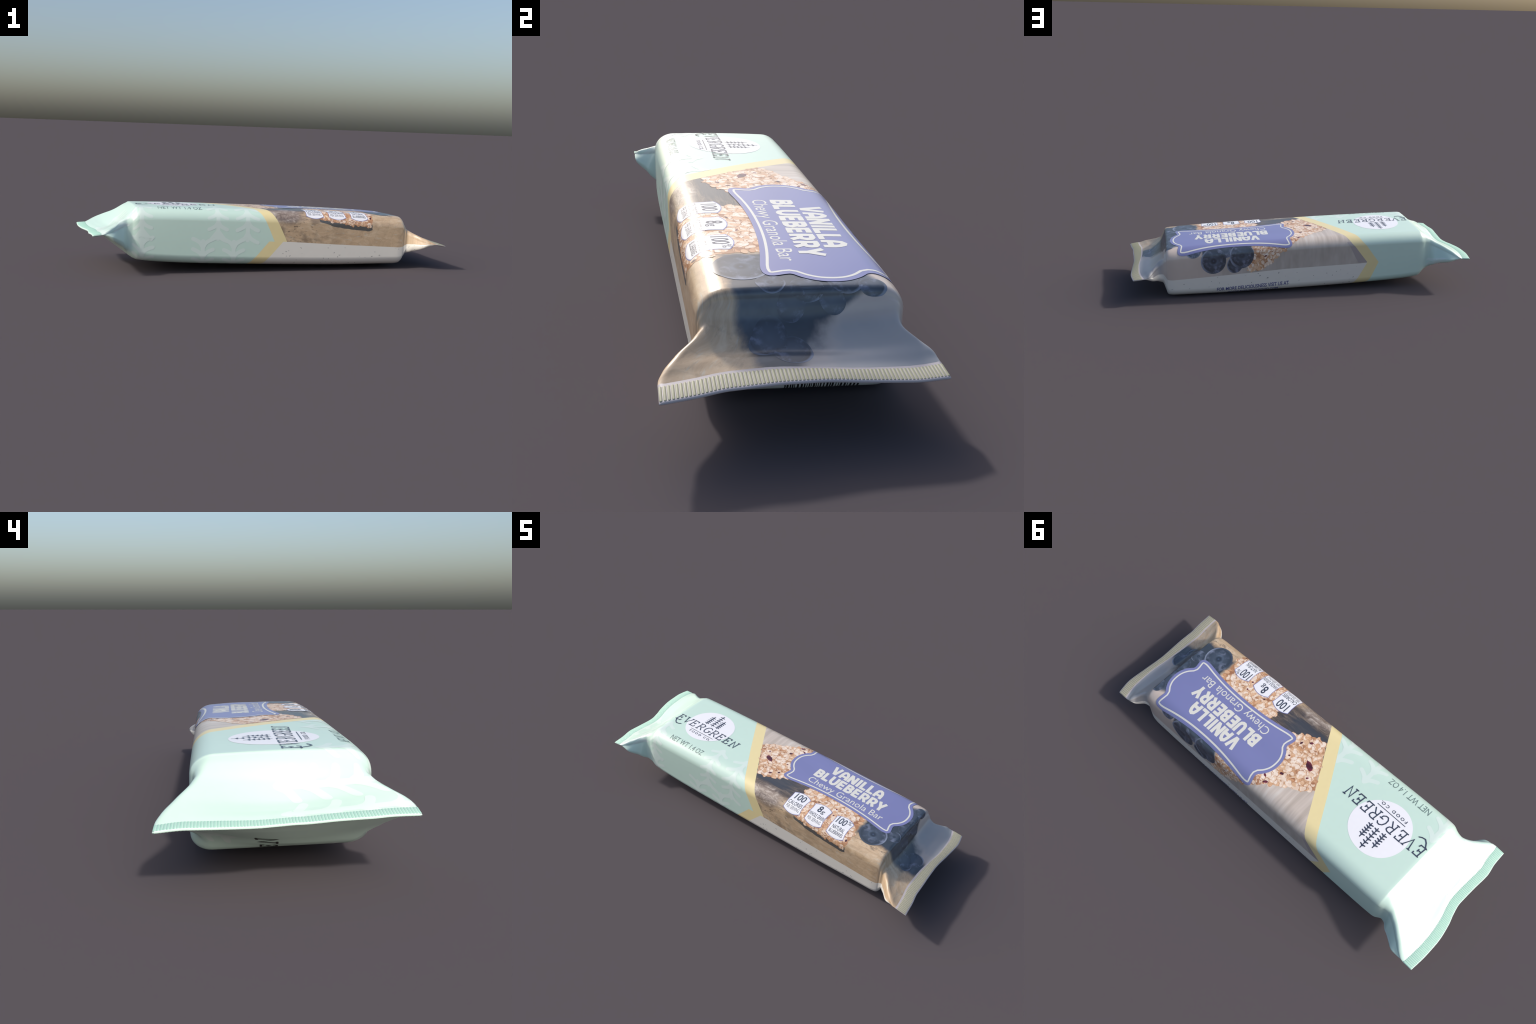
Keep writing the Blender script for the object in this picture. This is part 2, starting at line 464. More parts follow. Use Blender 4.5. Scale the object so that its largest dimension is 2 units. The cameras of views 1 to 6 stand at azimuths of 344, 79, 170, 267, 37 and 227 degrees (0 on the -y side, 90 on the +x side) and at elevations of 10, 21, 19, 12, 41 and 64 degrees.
def grid_lines():
    ps = list(np.arange(-0.68, 0.741, 0.02)) + list(np.linspace(P_MIN, -0.68, 53)[:-1]) + list(np.linspace(0.741, P_MAX, 56)[1:])
    ps += [p for p, _ in PAPER_EDGE]
    qh = list(np.linspace(0, Q1, 10)) + list(np.linspace(Q1, Q2, 13)[1:]) + list(np.linspace(Q2, Q3, 10)[1:]) + list(np.linspace(Q3, Q4, 11)[1:]) + list(np.linspace(Q4, Q, 10)[1:])
    qs = qh + [-v for v in qh[1:]] + [q for t in (M_TOP, P_TOP, *M_BACK, *P_BACK) for q, _ in t]
    tidy = lambda v: [a for i, a in enumerate(sorted(v)) if i == 0 or a - sorted(v)[i - 1] > 1e-4]
    return tidy(ps), tidy(qs)


P_LINES, Q_LINES = grid_lines()


def cut(bm, p0, q0, dp, dq, keep):
    """Bisect the flat print mesh along one line, only where keep(face centre) holds."""
    fs = [f for f in bm.faces if keep(f.calc_center_median())]
    if not fs:
        return
    geom = list({v for f in fs for v in f.verts}) + list({e for f in fs for e in f.edges}) + fs
    bmesh.ops.bisect_plane(bm, geom=geom, plane_co=(p0, q0, 0), plane_no=(dq, -dp, 0), dist=1e-6)


def build_film():
    bm = bmesh.new()
    rows = [[bm.verts.new((p, q, 0)) for q in Q_LINES] for p in P_LINES]
    for r0, r1 in zip(rows, rows[1:]):
        for i in range(len(Q_LINES) - 1):
            bm.faces.new((r0[i], r1[i], r1[i + 1], r0[i + 1]))
    for poly in (M_TOP, P_TOP, *M_BACK, *P_BACK):
        for (qa, pa), (qb, pb) in zip(poly, poly[1:]):
            lo, hi = min(pa, pb) - 0.05, max(pa, pb) + 0.05
            cut(bm, pa, qa, pb - pa, qb - qa, lambda c: qa < c.y < qb and lo < c.x < hi)
    for s in (1, -1):
        for (pa, qa), (pb, qb) in zip(PAPER_EDGE, PAPER_EDGE[1:]):
            cut(bm, pa, s * qa, pb - pa, s * (qb - qa), lambda c: pa < c.x < pb and 0.33 < s * c.y < 0.44)
    bmesh.ops.recalc_face_normals(bm, faces=bm.faces[:])
    bm.verts.index_update()
    flat = np.array([v.co[:] for v in bm.verts])
    xyz, nrm = surface(flat[:, 0], flat[:, 1]), normal(flat[:, 0], flat[:, 1])
    groups = {}
    for f in bm.faces:
        c = f.calc_center_median()
        groups.setdefault(region(c.x, c.y), []).append([v.index for v in f.verts])
    bm.free()
    objs = {}
    for key, name, mt in (("mint", "mint_panel", mat_mint), ("yellow", "yellow_band", mat_yellow), ("photo", "photo_panel", mat_photo), ("paper", "paper_panel", mat_paper)):
        faces = groups[key]
        used = sorted({i for f in faces for i in f})
        back = {i: k for k, i in enumerate(used)}
        fl = []
        for f in faces:
            a, b, c = (xyz[f[0]], xyz[f[1]], xyz[f[2]])
            g = f if np.dot(np.cross(b - a, c - a), nrm[f[0]]) > 0 else f[::-1]
            fl.append([back[i] for i in g])
        objs[key] = add_object(name, xyz[used], fl, [mt], root, nrm[used])
    return objs


film = build_film()

# ----------------------------------------------------------- printed artwork
P_CUTS = [-0.93 + 0.01 * i for i in range(0, 25)] + [-0.68 + 0.06 * i for i in range(0, 24)] + [0.74 + 0.0075 * i for i in range(0, 34)]


class Art:
    """Flat artwork in print space (p, q, height above the film)."""

    def __init__(self):
        self.v, self.f, self.m = [], [], []
        self.mi = 0

    def poly(self, pts, h):
        n = len(self.v)
        self.v += [(p, q, h) for p, q in pts]
        self.f.append(list(range(n, n + len(pts))))
        self.m.append(self.mi)

    def blob(self, p, q, a, b, rot, h, n=12, wob=0.0):
        pts = []
        for i in range(n):
            t = 2 * math.pi * i / n
            k = 1 + (rng.uniform(-wob, wob) if wob else 0)
            x, y = a * math.cos(t) * k, b * math.sin(t) * k
            pts.append((p + x * math.cos(rot) - y * math.sin(rot), q + x * math.sin(rot) + y * math.cos(rot)))
        self.poly(pts, h)

    def stroke(self, pts, w, h, round_caps=True, w1=None):
        """Ribbon along a polyline, mitred, with round or flat ends."""
        pts = [np.array(a, float) for a in pts]
        w1 = w if w1 is None else w1
        left, right = [], []
        n = len(pts)
        for i, c in enumerate(pts):
            d0 = pts[i] - pts[i - 1] if i else pts[1] - pts[0]
            d1 = pts[i + 1] - pts[i] if i < n - 1 else d0
            d0, d1 = d0 / np.linalg.norm(d0), d1 / np.linalg.norm(d1)
            t = d0 + d1
            t = t / max(np.linalg.norm(t), 1e-6)
            s = np.array((-t[1], t[0])) / max(abs(np.dot(t, d1)), 0.55)
            hw = (w + (w1 - w) * i / (n - 1)) / 2
            left.append(c + s * hw)
            right.append(c - s * hw)
        ring = left + right[::-1]
        if round_caps:
            def cap(c, d, hw):
                a = math.atan2(d[1], d[0])
                return [c + hw * np.array((math.cos(a + math.pi / 2 - math.pi * k / 6), math.sin(a + math.pi / 2 - math.pi * k / 6))) for k in range(1, 6)]
            ring = left + cap(pts[-1], pts[-1] - pts[-2], w1 / 2) + right[::-1] + cap(pts[0], pts[0] - pts[1], w / 2)
        self.poly([tuple(a) for a in ring], h)

    def text(self, s, p0, p1, q0, q1, h, bold=0.0, flip=False, turn=None):
        """Built-in font, fitted to a box; flip turns it upside down for the far side."""
        cu = bpy.data.curves.new("lettering", "FONT")
        cu.body, cu.resolution_u, cu.offset = s, 3, bold
        ob = bpy.data.objects.new("lettering", cu)
        bpy.context.scene.collection.objects.link(ob)
        dg = bpy.context.evaluated_depsgraph_get()
        me = ob.evaluated_get(dg).to_mesh()
        co = np.array([v.co[:2] for v in me.vertices])
        lo, hi = co.min(0), co.max(0)
        t = (co - lo) / (hi - lo)
        if flip:
            t = 1 - t
        n = len(self.v)
        self.v += [(p0 + (p1 - p0) * a, q0 + (q1 - q0) * b, h) for a, b in t]
        for f in me.polygons:
            self.f.append([n + i for i in f.vertices])
            self.m.append(self.mi)
        ob.evaluated_get(dg).to_mesh_clear()
        bpy.data.objects.remove(ob)
        bpy.data.curves.remove(cu)

    def build(self, name, mats, parent, centre=None, kind=None, only=None):
        bm = bmesh.new()
        vs = [bm.verts.new(a) for a in self.v]
        for f, m in zip(self.f, self.m):
            try:
                bm.faces.new([vs[i] for i in f]).material_index = m
            except ValueError:
                pass
        bmesh.ops.triangulate(bm, faces=[f for f in bm.faces if len(f.verts) > 3])
        a = np.array(self.v)
        for axis, lines in ((0, P_CUTS), (1, Q_LINES)):
            lo, hi = a[:, axis].min(), a[:, axis].max()
            for c in lines:
                if lo + 1e-5 < c < hi - 1e-5:
                    co, no = ((c, 0, 0), (1, 0, 0)) if axis == 0 else ((0, c, 0), (0, 1, 0))
                    bmesh.ops.bisect_plane(bm, geom=bm.verts[:] + bm.edges[:] + bm.faces[:], plane_co=co, plane_no=no, dist=1e-6)
        if only:
            for poly in (M_TOP, *M_BACK):
                for (qa, pa), (qb, pb) in zip(poly, poly[1:]):
                    cut(bm, pa, qa, pb - pa, qb - qa, lambda c: qa - 0.02 < c.y < qb + 0.02 and min(pa, pb) - 0.1 < c.x < max(pa, pb) + 0.1)
            bmesh.ops.delete(bm, geom=[f for f in bm.faces if region(f.calc_center_median().x, f.calc_center_median().y) != only], context="FACES")
        bm.verts.index_update()
        flat = np.array([v.co[:] for v in bm.verts])
        p, q = np.clip(flat[:, 0], P_MIN, P_MAX), flat[:, 1]
        q = np.where(q > Q, q - 2 * Q, np.where(q < -Q, q + 2 * Q, q))
        nrm = normal(p, q)
        xyz = surface(p, q) + nrm * flat[:, 2:3] * 0.5
        faces, fm = [], []
        for f in bm.faces:
            if f.calc_area() < 1e-12:
                continue
            i = [v.index for v in f.verts]
            if f.normal.z < 0:
                i.reverse()
            # (p, q, up) is a right-handed frame on the film
            faces.append(i)
            fm.append(f.material_index)
        bm.free()
        origin = surface(centre[0], centre[1]) if centre else None
        return add_object(name, xyz, faces, mats, parent, nrm, fm, origin, kind)


def photo_left(q):
    return along(P_TOP, q) + 0.0005


# ---- mint panel: pale fir trees
def fir(art, p, tip, base, half, pairs, w, h0, flare=True):
    """Fir motif with its trunk along q: drooping round-ended branches."""
    d = 1 if base > tip else -1
    length = abs(base - tip)
    h = h0
    art.stroke([(p, tip + d * w / 2), (p, base)], w, h, True)
    gap = (length - 0.75 * half) / max(pairs - 1, 0.5)
    for k in range(pairs):
        q0 = tip + d * (0.012 + gap * k)
        for s in (1, -1):
            h += 0.00003
            pts = []
            for i in range(7):
                t = i / 6
                pts.append((p + s * half * (0.08 + 0.92 * t), q0 + d * half * (0.05 + 0.80 * t ** 0.55 - 0.10 * t)))
            art.stroke(pts, w * 0.95, h, True, w * 0.9)
    if flare:
        art.poly([(p - w * 0.4, base - d * 0.045), (p + w * 0.4, base - d * 0.045), (p + half * 0.95, base), (p - half * 0.95, base)][::1], h + 0.00003)


art = Art()
fir(art, -0.304, -0.098, -0.371, 0.049, 5, 0.0215, 0.0006)
fir(art, -0.142, -0.085, -0.375, 0.058, 5, 0.0225, 0.0006, False)
fir(art, -0.700, -0.095, -0.371, 0.047, 5, 0.0215, 0.0006)
for p in (-0.384, -0.217, -0.700):                        # a second row stands on its head
    fir(art, p, -0.640, -0.385, 0.054, 5, 0.0225, 0.0006, False)
fir(art, -0.826, 0.024, -0.275, 0.044, 6, 0.021, 0.0006)
fir(art, -0.925, 0.010, -0.290, 0.036, 6, 0.018, 0.0006)
fir(art, -0.820, 0.640, 0.440, 0.040, 5, 0.018, 0.0006)
# keep the trees inside the mint: trim whatever crosses onto the yellow band
trees = art.build("fir_print", [mat_tree], film["mint"], kind="stuff", only="mint")

# ---- brand emblem
art = Art()
c0 = (-0.505, 0.004)
art.poly([(c0[0] + r * math.cos(t), c0[1] + r * math.sin(t)) for t, r in
          ((2 * math.pi * i / 72, 0.136 + 0.004 * math.sin(2 * (2 * math.pi * i / 72) + 0.6) + 0.0025 * math.sin(3 * (2 * math.pi * i / 72) + 1.0)) for i in range(72))], 0.0010)
emblem = art.build("emblem_disc", [mat_disc], film["mint"])

art = Art()
for p, tip, base, n in ((-0.503, 0.126, 0.014, 6), (-0.542, 0.092, 0.012, 5), (-0.467, 0.092, 0.014, 5)):
    h = 0.0014
    art.stroke([(p, tip), (p, base)], 0.0052, h)
    for k in range(n):
        q = tip - 0.010 - (tip - base - 0.024) * k / (n - 1)
        for s in (1, -1):
            h += 0.00003
            art.stroke([(p, q), (p + s * 0.006, q - 0.0055), (p + s * 0.0120, q - 0.0065)], 0.0060, h)
art.build("sprig_mark", [mat_slate], emblem)

# hand-drawn serif capitals, strokes on a unit box
GLYPHS = {
    "E": ([(0.15, 0), (0.15, 1)], [(0.0, 1), (0.85, 1), (0.88, 0.84)], [(0.15, 0.52), (0.62, 0.52)], [(0.62, 0.62), (0.62, 0.42)], [(0.0, 0), (0.85, 0), (0.92, 0.18)]),
    "V": ([(0.05, 1), (0.45, 0), (0.95, 1)], [(-0.08, 1), (0.2, 1)], [(0.8, 1), (1.08, 1)]),
    "R": ([(0.15, 0), (0.15, 1)], [(0.0, 1), (0.55, 1), (0.80, 0.90), (0.84, 0.74), (0.74, 0.56), (0.5, 0.48), (0.15, 0.48)], [(0.45, 0.48), (0.95, 0)], [(0.0, 0), (0.3, 0)]),
    "G": ([(0.90, 0.84), (0.74, 0.97), (0.48, 1.0), (0.2, 0.86), (0.05, 0.55), (0.12, 0.22), (0.36, 0.02), (0.66, 0.02), (0.90, 0.18), (0.92, 0.42)], [(0.66, 0.42), (1.06, 0.42)]),
    "N": ([(0.1, 0), (0.1, 1), (0.85, 0.0), (0.85, 1)], [(-0.05, 0), (0.28, 0)], [(0.7, 1), (1.0, 1)]),
}


def wordmark(art, p0, q0, size, pitch, w, h, arch=0.0, slope=0.0, flip=1, word="EVERGREEN", tail=True):
    for k, ch in enumerate(word):
        t = k / (len(word) - 1) if len(word) > 1 else 0
        base = q0 + flip * (arch * (1 - (2 * t - 1) ** 2) + slope * t)
        wid = size * (0.66 if ch == "E" else 0.74)
        lean = 0.12
        for s in GLYPHS[ch]:
            h += 0.00003
            art.stroke([(p0 + flip * (pitch * k + x * wid + lean * size * y), base + flip * y * size) for x, y in s], w, h)
    if tail:
        art.stroke([(p0 + flip * (0.25 * size * t), q0 - flip * size * d) for t, d in ((0.2, 0.0), (0.8, 0.10), (1.6, 0.42), (2.6, 0.62), (3.8, 0.55), (4.6, 0.42))], w, h + 0.00003)


art = Art()
wordmark(art, -0.712, -0.058, 0.052, 0.0492, 0.0056, 0.0020, arch=0.004)
art.build("brand_lettering", [mat_slate], film["mint"])
art = Art()
art.stroke([(-0.580, -0.0725), (-0.420, -0.0725)], 0.0034, 0.0020, False)
art.text("F O O D   C O.", -0.574, -0.426, -0.0985, -0.083, 0.0020, 0.02)
art.build("emblem_lettering", [mat_slate], emblem)
art = Art()
art.text("NET WT 1.4 OZ", -0.616, -0.384, -0.211, -0.179, 0.0012, 0.0)
art.build("weight_lettering", [mat_grey], film["mint"])
# the brand again, large, on the underside
art = Art()
wordmark(art, -0.405, 0.722, 0.043, 0.0475, 0.0062, 0.0012, flip=-1, tail=False)
art.build("underside_lettering", [mat_black], film["mint"])

# heavy rounded block capitals for the product name: (advance, strokes)
BLOCK = {
    "V": (1.05, [(0.10, 1), (0.46, 0.03)], [(0.90, 1), (0.54, 0.03)], [(0.33, 0.12), (0.67, 0.12)]),
    "A": (1.0, [(0.08, 0), (0.14, 0.55), (0.24, 0.80), (0.45, 0.89), (0.68, 0.84), (0.84, 0.66), (0.90, 0.45), (0.90, 0)], [(0.12, 0.34), (0.9, 0.34)]),
    "N": (1.0, [(0.12, 0), (0.12, 1)], [(0.14, 0.95), (0.86, 0.05)], [(0.88, 0), (0.88, 1)]),
    "I": (0.42, [(0.5, 0), (0.5, 1)]),
    "L": (0.82, [(0.14, 1), (0.14, 0.11), (0.98, 0.11)]),
    "B": (0.95, [(0.14, 0), (0.14, 1)], [(0.14, 0.89), (0.62, 0.89), (0.80, 0.80), (0.80, 0.64), (0.62, 0.54), (0.14, 0.52)], [(0.55, 0.53), (0.78, 0.46), (0.88, 0.32), (0.80, 0.17), (0.60, 0.11), (0.14, 0.11)]),
    "U": (1.0, [(0.13, 1), (0.13, 0.36), (0.22, 0.18), (0.40, 0.10), (0.60, 0.10), (0.78, 0.18), (0.87, 0.36), (0.87, 1)]),
    "E": (0.86, [(0.14, 0), (0.14, 1)], [(0.14, 0.89), (0.96, 0.89)], [(0.14, 0.50), (0.88, 0.50)], [(0.14, 0.11), (0.98, 0.11)]),
    "R": (0.98, [(0.14, 0), (0.14, 1)], [(0.14, 0.89), (0.60, 0.89), (0.80, 0.80), (0.84, 0.64), (0.76, 0.48), (0.58, 0.40), (0.14, 0.40)], [(0.52, 0.42), (0.88, 0.0)]),
    "Y": (1.02, [(0.08, 1), (0.47, 0.42)], [(0.92, 1), (0.53, 0.42)], [(0.5, 0.52), (0.5, 0.0)]),
}


def display(art, word, p0, p1, q0, q1, h):
    total = sum(BLOCK[c][0] for c in word) + 0.20 * (len(word) - 1)
    u = (p1 - p0) / total
    at = p0
    for ch in word:
        adv = BLOCK[ch][0]
        for s in BLOCK[ch][1:]:
            h += 0.00003
            art.stroke([(at + x * adv * u, q0 + y * (q1 - q0)) for x, y in s], 0.0162, h, False)
        at += (adv + 0.20) * u


# ---- name label
LC, LHALF = (0.392, 0.100), (0.365, 0.166)


def label_outline(inset=0.0):
    """Plaque: long edges bow in, round corners, a round lobe on each short end."""
    quarter = []
    for i in range(14):                                   # long edge, middle to corner
        t = i / 13
        quarter.append((t * 0.292, 0.135 + 0.031 * t ** 2.2))
    for a in (70, 45, 20, -5, -30):                       # round corner
        r = math.radians(a)
        quarter.append((0.306 + 0.026 * math.cos(r), 0.139 + 0.026 * math.sin(r)))
    quarter += [(0.321, 0.104), (0.318, 0.094), (0.322, 0.087)]   # notch
    for i in range(8):                                    # end lobe
        t = i / 7
        quarter.append((0.333 + 0.033 * math.sin(t * math.pi / 2), 0.083 * (1 - t) ** 0.80))
    quarter = quarter[:-1] + [(0.366, 0.0)]
    full = quarter + [(x, -y) for x, y in quarter[-2::-1]] + [(-x, -y) for x, y in quarter[1:]] + [(-x, y) for x, y in quarter[-2:0:-1]]
    pts = np.array(full)
    for _ in range(2):
        pts = 0.25 * np.roll(pts, 1, 0) + 0.5 * pts + 0.25 * np.roll(pts, -1, 0)
    d = np.roll(pts, -1, 0) - np.roll(pts, 1, 0)
    d /= np.linalg.norm(d, axis=1, keepdims=True)
    out = np.stack([d[:, 1], -d[:, 0]], 1)
    out *= np.sign((out * pts).sum())
    pts = pts - out * inset
    return [(LC[0] + x, LC[1] + y) for x, y in pts]


art = Art()
art.poly(label_outline(), 0.0030)
label = art.build("name_label", [mat_violet], film["photo"])
art = Art()
a, b = label_outline(0.0145), label_outline(0.0220)
for i in range(len(a)):
    j = (i + 1) % len(a)
    art.poly([a[i], a[j], b[j], b[i]], 0.0034)
art.build("label_border", [mat_cream], label)
art = Art()
display(art, "VANILLA", 0.246, 0.556, 0.125, 0.189, 0.0034)
display(art, "BLUEBERRY", 0.187, 0.613, 0.051, 0.116, 0.0034)
art.text("Chewy Granola Bar", 0.186, 0.642, -0.018, 0.038, 0.0034, 0.0)
art.build("label_lettering", [mat_cream], label)

# ---- nutrition badges
for k, (pc, lines) in enumerate(((0.2425, ("100", "CALORIES", "PER SERVING")), (0.3755, ("8g", "WHOLE GRAIN", "PER SERVING")), (0.5085, ("100%", "NATURAL", "BLUEBERRIES")))):
    def shape(g):
        pts = []
        for sq in (1, -1):                                # bowed top and bottom, waisted sides
            pts += [(pc + sq * t * (0.0515 - g), -0.174 + sq * (0.055 + 0.017 * (1 - t * t) - g)) for t in (i / 5 - 1 for i in range(11))]
            pts += [(pc + sq * (0.0485 - g), -0.174 + sq * y) for y in (0.025, 0.0, -0.025)]
        return pts
    art = Art()
    art.poly(shape(0.0), 0.0016)
    rim = art.build("nutrition_badge", [mat_rim], film["photo"])
    art = Art()
    art.poly(shape(0.0026), 0.0020)
    art.build("badge_face", [mat_badge], rim)
    art = Art()
    if lines[0] == "8g":
        art.text("8", pc - 0.020, pc + 0.002, -0.162, -0.114, 0.0024, 0.02)
        art.text("g", pc + 0.005, pc + 0.022, -0.166, -0.140, 0.0024, 0.01)
    elif "%" in lines[0]:
        art.text("100", pc - 0.037, pc + 0.016, -0.162, -0.114, 0.0024, 0.012)
        art.text("%", pc + 0.019, pc + 0.040, -0.138, -0.112, 0.0024, 0.0)
    else:
        art.text("100", pc - 0.030, pc + 0.030, -0.162, -0.114, 0.0024, 0.012)
    wide = 0.044 if k else 0.041
    art.text(lines[1], pc - wide * (0.8 if k == 2 else 1), pc + wide * (0.8 if k == 2 else 1), -0.197, -0.174, 0.0024, 0.012)
    art.text(lines[2], pc - 0.039, pc + 0.039, -0.222, -0.202, 0.0024, 0.0 if k < 2 else 0.012)
    art.build("badge_lettering", [mat_slate], rim)

# ---- granola slabs in the photo
def inside(poly, p, q):
    odd = False
    for (x0, y0), (x1, y1) in zip(poly, poly[1:] + poly[:1]):
        if (y0 > q) != (y1 > q) and p < (x1 - x0) * (q - y0) / (y1 - y0) + x0:
            odd = not odd
    return odd


def ragged(poly, amp, seg=0.012):
    out = []
    for (x0, y0), (x1, y1) in zip(poly, poly[1:] + poly[:1]):
        n = max(1, int(math.hypot(x1 - x0, y1 - y0) / seg))
        for i in range(n):
            t = i / n
            k = amp if 0 < i else 0
            out.append((x0 + (x1 - x0) * t + rng.uniform(-k, k), y0 + (y1 - y0) * t + rng.uniform(-k, k)))
    return out


def hidden_by_label(p, q):
    return abs(p - LC[0]) < 0.30 and abs(q - LC[1]) < 0.115


def granola(poly, count, fruit, h):
    art = Art()
    body = ragged(poly, 0.004)
    art.poly([(max(p, photo_left(q)), q) for p, q in body], h)
    slab = art.build("granola_slab", [mat_slab], film["photo"])
    lo, hi = np.min(poly, 0), np.max(poly, 0)
    art, n, hh = Art(), 0, h + 0.0001
    while n < count:
        p, q = rng.uniform(lo[0], hi[0]), rng.uniform(lo[1], hi[1])
        if not inside(poly, p, q) or hidden_by_label(p, q) or p < photo_left(q) + 0.012:
            continue
        n += 1
        hh = h + 0.0001 + 0.0006 * n / count
        a, b, rot = rng.uniform(0.010, 0.018), rng.uniform(0.007, 0.0115), rng.uniform(0, math.pi)
        art.mi = rng.choices((0, 1, 2, 3), (6, 4, 6, 1.1))[0]
        dark = art.mi
        art.mi = 3
        art.blob(p - 0.0008, q - 0.0016, a * 1.03, b * 1.05, rot, hh, 9, 0.12)
        art.mi = dark
        art.blob(p, q, a, b, rot, hh + 0.000015, 9, 0.10)
        if dark in (0, 2) and rng.random() < 0.7:
            art.mi = 4
            art.blob(p + 0.001, q + 0.0016, a * 0.55, b * 0.5, rot, hh + 0.00003, 8, 0.15)
    for p, q, a, b, rot in fruit:
        art.mi = 5
        art.blob(p, q, a, b, rot, h + 0.0008, 12, 0.18)
    art.build("granola_flakes", [*mat_oats, mat_oat_light, mat_fruit], slab, kind="stuff")


granola([(photo_left(0.075), 0.075), (-0.148, 0.098), (-0.05, 0.160), (0.05, 0.222), (0.115, 0.280), (0.176, 0.325), (0.235, 0.371), (0.33, 0.374), (0.312, 0.33), (0.285, 0.27), (0.29, 0.20), (0.12, 0.02), (0.11, -0.05), (0.065, -0.085), (0.03, -0.112), (photo_left(-0.135), -0.135)],
        560, ((-0.074, 0.006, 0.027, 0.014, -0.5), (-0.010, 0.115, 0.010, 0.006, 0.3), (-0.11, 0.055, 0.007, 0.004, 0.9), (0.03, 0.03, 0.006, 0.004, 0.1), (0.015, 0.19, 0.012, 0.006, 0.5), (0.04, 0.170, 0.010, 0.005, -0.4), (0.0, -0.085, 0.010, 0.006, 0.6), (0.22, 0.30, 0.008, 0.004, 0.2), (0.035, -0.055, 0.008, 0.005, 1.2)), 0.0005)
granola([(0.237, -0.02), (0.575, -0.02), (0.578, -0.10), (0.592, -0.18), (0.588, -0.235), (0.572, -0.286), (0.47, -0.272), (0.36, -0.262), (0.265, -0.245), (0.262, -0.17), (0.232, -0.075)],
        420, ((0.33, -0.10, 0.007, 0.004, 0.3), (0.44, -0.13, 0.006, 0.004, 0.9), (0.575, -0.22, 0.009, 0.005, 1.2), (0.43, -0.085, 0.006, 0.004, -0.5)), 0.0005)

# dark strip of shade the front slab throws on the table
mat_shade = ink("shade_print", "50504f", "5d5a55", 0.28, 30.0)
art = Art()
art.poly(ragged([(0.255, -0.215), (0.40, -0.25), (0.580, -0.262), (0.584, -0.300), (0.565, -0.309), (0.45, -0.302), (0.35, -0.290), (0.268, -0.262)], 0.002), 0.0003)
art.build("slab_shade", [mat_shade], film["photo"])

# ---- blueberries in the photo
def berry(p, q, r, h, crown=0.0, squash=1.0, rot=0.0):
    art = Art()
    n = 40
    art.poly([(min(P_MAX, p + r * (math.cos(t) * math.cos(rot) - squash * math.sin(t) * math.sin(rot))), q + r * (math.cos(t) * math.sin(rot) + squash * math.sin(t) * math.cos(rot))) for t in (2 * math.pi * i / n for i in range(n))], h)
    o = art.build("blueberry", [mat_berry], film["photo"], centre=(p, q))
    o["radius"], o["crown"] = r, crown
    return o


for a in ((0.752, -0.052, 0.036, 0.0008, 1.0), (0.664, -0.108, 0.071, 0.0012, 1.0), (0.775, 0.03, 0.040, 0.0006), (0.748, 0.125, 0.045, 0.0008), (0.772, 0.185, 0.032, 0.0010),
          (0.398, 0.335, 0.046, 0.0008), (0.358, 0.288, 0.070, 0.0014, 0.6), (0.520, 0.306, 0.072, 0.0012, 1.0), (0.632, 0.238, 0.045, 0.0010), (0.45, 0.245, 0.05, 0.0006)):
    berry(*a)
for p, q, r in ((0.812, -0.005, 0.050), (0.808, 0.085, 0.044), (0.895, -0.050, 0.052), (0.935, -0.010, 0.044)):
    berry(p, q, r, 0.0006, squash=0.66)

# ---- paper panel: recycled-paper specks, small print and the barcode
art = Art()
specks = 0
while specks < 260:
    p, q = rng.uniform(-0.35, 0.95), rng.choice((-1, 1)) * rng.uniform(0.378, Q)
    if region(p, q) != "paper" or region(p - 0.012, q) != "paper" or abs(q) < along(PAPER_EDGE, p) + 0.006:
        continue
    specks += 1
    a = rng.uniform(0.0008, 0.0020)
    rot = rng.uniform(0, math.pi)
    art.blob(p, q, a * rng.uniform(1, 2.4), a, rot, 0.0006, 6, 0.3)
    if rng.random() < 0.2:
        art.blob(p + 0.005, q + rng.uniform(-0.003, 0.003), a * 1.4, a * 0.8, rng.uniform(0, 3), 0.00065, 6, 0.3)
art.build("paper_speck", [mat_speck], film["paper"], kind="stuff")
art = Art()
art.text("FOR MORE DELICIOUSNESS VISIT US AT", 0.082, 0.502, 0.452, 0.476, 0.0008, 0.02, True)
art.text("WWW.EVERGREENFOOD.COM", 0.145, 0.439, 0.486, 0.508, 0.0008, 0.02, True)
art.v = [(p, q + 0.014 * (p - 0.29) / 0.42, h) for p, q, h in art.v]
art.build("small_print", [mat_indigo], film["paper"])
art = Art()
t = -0.150
while t < 0.040:
    w = rng.choice((0.0022, 0.0035, 0.005))
    art.poly([(0.690, Q + t), (0.835, Q + t), (0.835, Q + t + w), (0.690, Q + t + w)], 0.0008)
    t += w + rng.choice((0.002, 0.003, 0.0045))
art.build("barcode", [mat_black], film["paper"])

# ---- lilac gap between photo and yellow band on the far side
art = Art()
art.poly([(along(P_TOP, 0.25), 0.25), (along(P_TOP, 0.26), 0.26), (-0.388, 0.3735), (-0.335, 0.3735), (-0.262, 0.25)][::1], 0.0005)
art.build("photo_margin", [ink("margin_ink", "aaa09e", "a59b99")], film["photo"])


